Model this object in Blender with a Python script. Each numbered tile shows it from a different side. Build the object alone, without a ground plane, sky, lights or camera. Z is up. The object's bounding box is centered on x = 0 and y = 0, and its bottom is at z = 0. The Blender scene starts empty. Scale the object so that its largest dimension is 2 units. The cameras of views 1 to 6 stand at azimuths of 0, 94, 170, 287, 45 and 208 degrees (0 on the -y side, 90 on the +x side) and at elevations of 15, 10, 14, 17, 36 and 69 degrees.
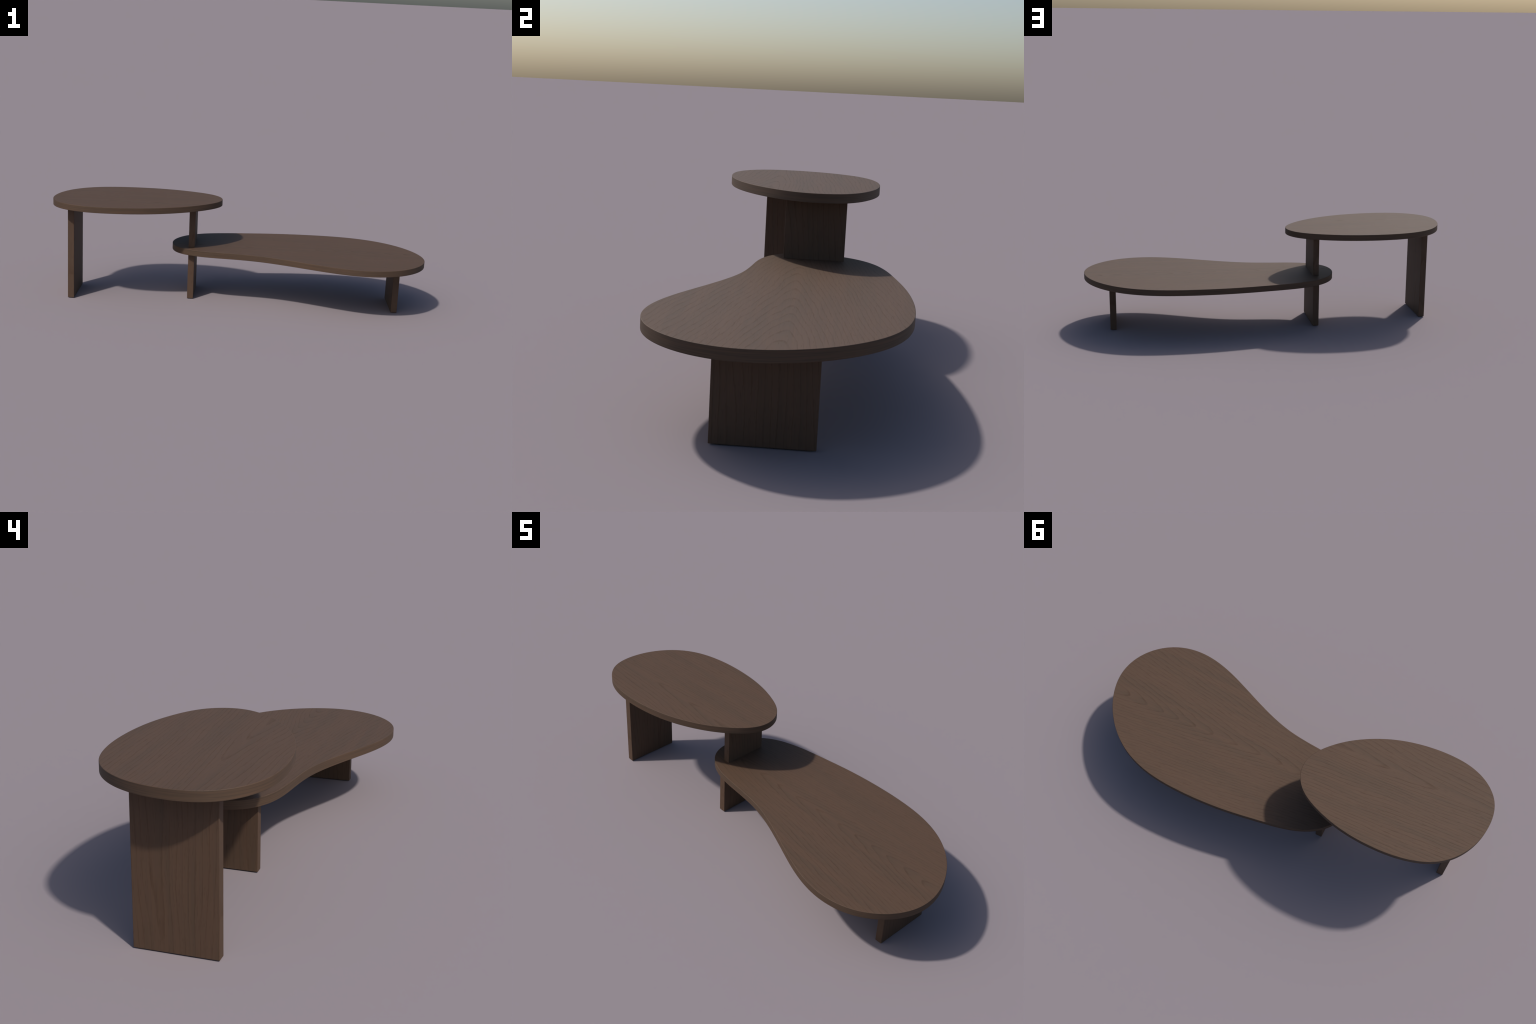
import bpy, bmesh, math
from mathutils import Vector

# ---------------------------------------------------------------- dimensions
BOARD = 0.0325            # thickness of both table tops
LOW_TOP = 0.2825          # height of the upper face of the long, low top
HIGH_TOP = 0.5310         # height of the upper face of the small, high top
LEG_X = 0.0328            # thickness of the plank legs
ROUND = 0.0018            # eased edge radius

# control points of the closed uniform cubic B-splines that shape the tops
PEBBLE = [(-0.083, 0.029), (-0.128, 0.175), (-0.280, 0.244), (-0.412, 0.2785),
          (-0.564, 0.289), (-0.709, 0.278), (-0.854, 0.233), (-0.959, 0.126),
          (-1.0075, -0.016), (-0.996, -0.171), (-0.8725, -0.269), (-0.727, -0.292),
          (-0.5795, -0.282), (-0.437, -0.249), (-0.300, -0.184), (-0.188, -0.102)]
KIDNEY = [(0.981, 0.063), (0.896, 0.1955), (0.774, 0.294), (0.6265, 0.347),
          (0.472, 0.363), (0.3185, 0.3635), (0.164, 0.3525), (0.011, 0.329),
          (-0.143, 0.305), (-0.289, 0.248), (-0.383, 0.112), (-0.364, -0.059),
          (-0.225, -0.132), (-0.059, -0.144), (0.090, -0.163), (0.2355, -0.215),
          (0.3775, -0.279), (0.5195, -0.3405), (0.6735, -0.3735), (0.828, -0.344),
          (0.955, -0.241), (1.0145, -0.093)]


def closed_spline(ctrl, per_span):
    pts, n = [], len(ctrl)
    for i in range(n):
        p = [ctrl[(i + k - 1) % n] for k in range(4)]
        for j in range(per_span):
            f = j / per_span
            w = ((1 - f) ** 3 / 6, (3 * f ** 3 - 6 * f ** 2 + 4) / 6,
                 (-3 * f ** 3 + 3 * f ** 2 + 3 * f + 1) / 6, f ** 3 / 6)
            pts.append(Vector((sum(a * q[0] for a, q in zip(w, p)),
                               sum(a * q[1] for a, q in zip(w, p)), 0)))
    return pts


# ---------------------------------------------------------------- node helpers
class Graph:
    def __init__(self, name):
        self.mat = bpy.data.materials.new(name)
        self.mat.use_nodes = True
        self.t = self.mat.node_tree
        self.t.nodes.clear()

    def node(self, kind, **props):
        n = self.t.nodes.new(kind)
        for k, v in props.items():
            setattr(n, k, v)
        return n

    def put(self, socket, value):
        if isinstance(value, bpy.types.NodeSocket):
            self.t.links.new(value, socket)
        elif value is not None:
            socket.default_value = value

    def math(self, op, a, b=None, c=None, clamp=False):
        n = self.node("ShaderNodeMath", operation=op, use_clamp=clamp)
        for s, v in zip(n.inputs, (a, b, c)):
            self.put(s, v)
        return n.outputs[0]

    def combine(self, x, y, z):
        n = self.node("ShaderNodeCombineXYZ")
        for s, v in zip(n.inputs, (x, y, z)):
            self.put(s, v)
        return n.outputs[0]

    def noise(self, vec, detail=3.0, rough=0.55, distort=0.0):
        n = self.node("ShaderNodeTexNoise", noise_dimensions="3D")
        self.put(n.inputs["Vector"], vec)
        n.inputs["Scale"].default_value = 1.0
        n.inputs["Detail"].default_value = detail
        n.inputs["Roughness"].default_value = rough
        n.inputs["Distortion"].default_value = distort
        return n.outputs["Fac"]

    def remap(self, v, a, b, lo=0.0, hi=1.0, smooth=True):
        n = self.node("ShaderNodeMapRange", interpolation_type="SMOOTHSTEP" if smooth else "LINEAR")
        self.put(n.inputs["Value"], v)
        for k, x in (("From Min", a), ("From Max", b), ("To Min", lo), ("To Max", hi)):
            n.inputs[k].default_value = x
        return n.outputs["Result"]

    def mix(self, fac, a, b, blend="MIX"):
        n = self.node("ShaderNodeMix", data_type="RGBA", blend_type=blend)
        self.put(n.inputs["Factor"], fac)
        cols = [s for s in n.inputs if s.type == "RGBA"]
        for s, v in zip(cols, (a, b)):
            self.put(s, v if isinstance(v, bpy.types.NodeSocket) else (*v, 1.0))
        return [s for s in n.outputs if s.type == "RGBA"][0]

    def mixf(self, fac, a, b):
        n = self.node("ShaderNodeMix", data_type="FLOAT")
        vals = [s for s in n.inputs if s.type == "VALUE"]
        for s, v in zip(vals, (fac, a, b)):
            self.put(s, v)
        return [s for s in n.outputs if s.type == "VALUE"][0]


WARM = (0.0860, 0.0482, 0.0279)
MID = (0.0775, 0.0434, 0.0258)
GREY = (0.0640, 0.0402, 0.0243)
DARK = (0.0460, 0.0260, 0.0150)


def walnut(name, seed, along="x", heart=0.0, step=9.0, spread=62.0, skew=0.0, ring=0.24, pores=0.24, edges=True, tint=1.0):
    """Stained veneer: cathedral growth rings round a heart line, streaks and pores along the grain."""
    g = Graph(name)
    co = g.node("ShaderNodeTexCoord").outputs["Object"]
    sep = g.node("ShaderNodeSeparateXYZ")
    g.put(sep.inputs[0], co)
    x, y, z = sep.outputs
    if along == "x":
        u, v, w = x, y, z
    else:
        u, v, w = z, y, x

    def stretched(su, sv, sw, off):
        return g.combine(g.math("MULTIPLY_ADD", u, su, seed * 3.7 + off),
                         g.math("MULTIPLY_ADD", v, sv, seed * 1.9 + off * 2),
                         g.math("MULTIPLY_ADD", w, sw, seed * 5.3 - off))

    # growth rings: nested rounded arches whose tips point along -u; denser on one flank
    sway = g.math("MULTIPLY", g.math("SUBTRACT", g.noise(stretched(1.7, 3.0, 3.0, 1.0), 2), 0.5), 0.045)
    jag = g.math("MULTIPLY", g.math("SUBTRACT", g.noise(stretched(24, 60, 60, 2.0), 3), 0.5), 0.0065)
    dv = g.math("ADD", g.math("SUBTRACT", v, heart), g.math("ADD", sway, jag))
    flank = g.math("SQRT", g.math("MULTIPLY_ADD", dv, dv, 0.0007))
    flank = g.math("MULTIPLY_ADD", dv, skew, flank)
    f = g.math("MULTIPLY_ADD", u, -step, g.math("MULTIPLY", flank, spread))
    f = g.math("ADD", f, g.math("MULTIPLY", g.noise(stretched(1.3, 7, 7, 3.0), 2), 3.5))
    fr = g.math("FRACT", f)
    line = g.math("MULTIPLY", g.remap(fr, 0.70, 0.92), g.remap(fr, 0.94, 1.0, 1.0, 0.0))
    broken = g.remap(g.noise(stretched(13, 110, 110, 4.0), 3, 0.6), 0.36, 0.68)
    line = g.math("MULTIPLY", line, g.math("MULTIPLY_ADD", broken, 0.7, 0.3))
    late = g.math("MULTIPLY", g.remap(fr, 0.05, 0.85), g.remap(fr, 0.90, 1.0, 1.0, 0.0))

    # greyish clouds that gather in the late wood, finer streaks and short pore dashes
    cloud = g.remap(g.noise(stretched(1.5, 24, 24, 5.0), 3), 0.40, 0.70)
    cloud = g.math("MULTIPLY", cloud, g.math("MULTIPLY_ADD", late, 0.65, 0.35))
    streak = g.noise(stretched(6.0, 210, 210, 6.0), 4, 0.62)
    dash = g.remap(g.noise(stretched(30, 420, 420, 7.0), 2, 0.5), 0.58, 0.76)

    face = g.mix(g.remap(streak, 0.30, 0.70), WARM, MID)
    face = g.mix(g.math("MULTIPLY", cloud, 0.70), face, GREY)
    face = g.mix(g.math("MULTIPLY", line, ring), face, DARK)
    face = g.mix(g.math("MULTIPLY", dash, pores), face, DARK)
    height = g.math("SUBTRACT", g.math("MULTIPLY", streak, 0.3),
                    g.math("ADD", dash, g.math("MULTIPLY", line, 0.5)))

    if edges:
        # the rim wears a lipping whose grain runs round the edge in level lines
        rim_vec = g.combine(g.math("MULTIPLY_ADD", x, 5.0, seed), g.math("MULTIPLY_ADD", y, 5.0, seed),
                            g.math("MULTIPLY", z, 320.0))
        rim_n = g.noise(rim_vec, 3, 0.6)
        rim = g.mix(g.remap(rim_n, 0.30, 0.62), WARM, GREY)
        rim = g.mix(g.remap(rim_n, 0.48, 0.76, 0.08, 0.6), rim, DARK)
        nz = g.node("ShaderNodeSeparateXYZ")
        g.put(nz.inputs[0], g.node("ShaderNodeNewGeometry").outputs["Normal"])
        up = g.remap(g.math("ABSOLUTE", nz.outputs[2]), 0.55, 0.75)
        face = g.mix(up, rim, face)
        height = g.mixf(up, g.math("MULTIPLY", rim_n, -0.7), height)

    if tint != 1.0:
        face = g.mix(1.0, face, (tint, tint, tint), "MULTIPLY")

    bump = g.node("ShaderNodeBump")
    bump.inputs["Strength"].default_value = 0.06
    bump.inputs["Distance"].default_value = 0.0008
    g.put(bump.inputs["Height"], height)
    bsdf = g.node("ShaderNodeBsdfPrincipled")
    g.put(bsdf.inputs["Base Color"], face)
    bsdf.inputs["Roughness"].default_value = ROUGH
    dull = g.math("MAXIMUM", g.math("MULTIPLY", line, 0.40), g.math("MULTIPLY", dash, 0.30))
    if edges:
        dull = g.math("MULTIPLY", dull, up)
    g.put(bsdf.inputs["Specular IOR Level"], g.math("MULTIPLY", g.math("SUBTRACT", 1.0, dull), SPEC * 1.04))
    g.put(bsdf.inputs["Normal"], bump.outputs[0])
    out = g.node("ShaderNodeOutputMaterial")
    g.t.links.new(bsdf.outputs[0], out.inputs[0])
    return g.mat


ROUGH, SPEC = 0.67, 0.34

# ---------------------------------------------------------------- geometry
def link(name, mesh, parent, loc=(0, 0, 0)):
    ob = bpy.data.objects.new(name, mesh)
    bpy.context.scene.collection.objects.link(ob)
    ob.parent = parent
    ob.location = loc
    return ob


def slab(name, ctrl, top, parent, mat):
    """Board cut to a closed curve, with quarter-round eased edges above and below."""
    line = closed_spline(ctrl, 18)
    n = len(line)
    out = []
    for i in range(n):
        d = (line[(i + 1) % n] - line[i - 1]).normalized()
        out.append(Vector((d.y, -d.x, 0)))
    if sum(line[i].x * line[(i + 1) % n].y - line[(i + 1) % n].x * line[i].y for i in range(n)) < 0:
        out = [-o for o in out]
    prof, steps = [], 5
    for k in range(steps + 1):
        a = math.pi / 2 * k / steps
        prof.append((ROUND * (1 - math.sin(a)), -ROUND * (1 - math.cos(a)), math.sin(a), math.cos(a)))
    prof += [(o, -BOARD - h, c, -s) for o, h, c, s in reversed(prof)]
    bm = bmesh.new()
    rings, normals = [], []
    for o, h, c, s in prof:
        rings.append([bm.verts.new((*(line[i] - out[i] * o).xy, h)) for i in range(n)])
        normals += [out[i] * c + Vector((0, 0, s)) for i in range(n)]
    for a, b in zip(rings, rings[1:]):
        for i in range(n):
            bm.faces.new((a[i], b[i], b[(i + 1) % n], a[(i + 1) % n]))
    bm.faces.new(rings[0])
    bm.faces.new(list(reversed(rings[-1])))
    bmesh.ops.recalc_face_normals(bm, faces=bm.faces)
    for f in bm.faces:
        f.smooth = True
    me = bpy.data.meshes.new(name)
    bm.to_mesh(me)
    bm.free()
    me.normals_split_custom_set_from_vertices([tuple(v.normalized()) for v in normals])
    me.materials.append(mat)
    return link(name, me, parent, (0, 0, top))


ARRIS = 0.0016           # softened corners of the planks


def plank(name, x0, y0, y1, z0, z1, parent, mat):
    """Upright plank with softly rounded arrises; origin at the middle of its foot."""
    bm = bmesh.new()
    bmesh.ops.create_cube(bm, size=1.0)
    size = Vector((LEG_X, y1 - y0, z1 - z0))
    for v in bm.verts:
        v.co = Vector((v.co.x * size.x, v.co.y * size.y, (v.co.z + 0.5) * size.z))
    bmesh.ops.bevel(bm, geom=list(bm.edges), offset=ARRIS, segments=4, profile=0.5, affect="EDGES")
    bmesh.ops.recalc_face_normals(bm, faces=bm.faces)
    normals = []
    core = size / 2 - Vector((ARRIS, ARRIS, ARRIS))
    for v in bm.verts:
        p = v.co - Vector((0, 0, size.z / 2))
        normals.append((p - Vector([max(-c, min(c, q)) for c, q in zip(core, p)])).normalized())
    for f in bm.faces:
        f.smooth = True
    me = bpy.data.meshes.new(name)
    bm.to_mesh(me)
    bm.free()
    me.normals_split_custom_set_from_vertices([tuple(q) for q in normals])
    me.materials.append(mat)
    return link(name, me, parent, (x0 + LEG_X / 2, (y0 + y1) / 2, z0))


# ---------------------------------------------------------------- assembly
table = bpy.data.objects.new("coffee_table", None)
bpy.context.scene.collection.objects.link(table)
table["label"] = "dark walnut two-tier coffee table with pebble-shaped tops on plank legs"
table["category"] = "coffee table"

slab("tabletop", KIDNEY, LOW_TOP, table, walnut("walnut_long_top", 1.0, "x", heart=0.0165, skew=0.15))
slab("tabletop", PEBBLE, HIGH_TOP, table,
     walnut("walnut_round_top", 6.0, "x", heart=-0.105, step=3.6, spread=62.0, skew=0.1, ring=0.34, pores=0.36))

under_low, under_high = LOW_TOP - BOARD + 0.0006, HIGH_TOP - BOARD + 0.0006
plank("leg", -0.9090, -0.1608, 0.1050, 0.0, under_high, table,
      walnut("walnut_tall_leg", 11.0, "z", heart=0.05, step=2.0, spread=55, ring=0.22, pores=0.36, edges=False, tint=0.96))
plank("leg", -0.2747, -0.0745, 0.1880, 0.0, under_low, table,
      walnut("walnut_shared_leg", 15.0, "z", heart=-0.12, step=2.0, spread=55, ring=0.22, pores=0.36, edges=False, tint=0.96))
plank("leg", 0.8310, -0.1573, 0.1105, 0.0, under_low, table,
      walnut("walnut_short_leg", 21.0, "z", heart=0.2, step=2.0, spread=55, ring=0.22, pores=0.36, edges=False, tint=0.96))
plank("riser", -0.2757, -0.0495, 0.1638, LOW_TOP - 0.0006, under_high, table,
      walnut("walnut_riser", 27.0, "z", heart=0.1, step=2.0, spread=55, ring=0.22, pores=0.36, edges=False, tint=0.96))
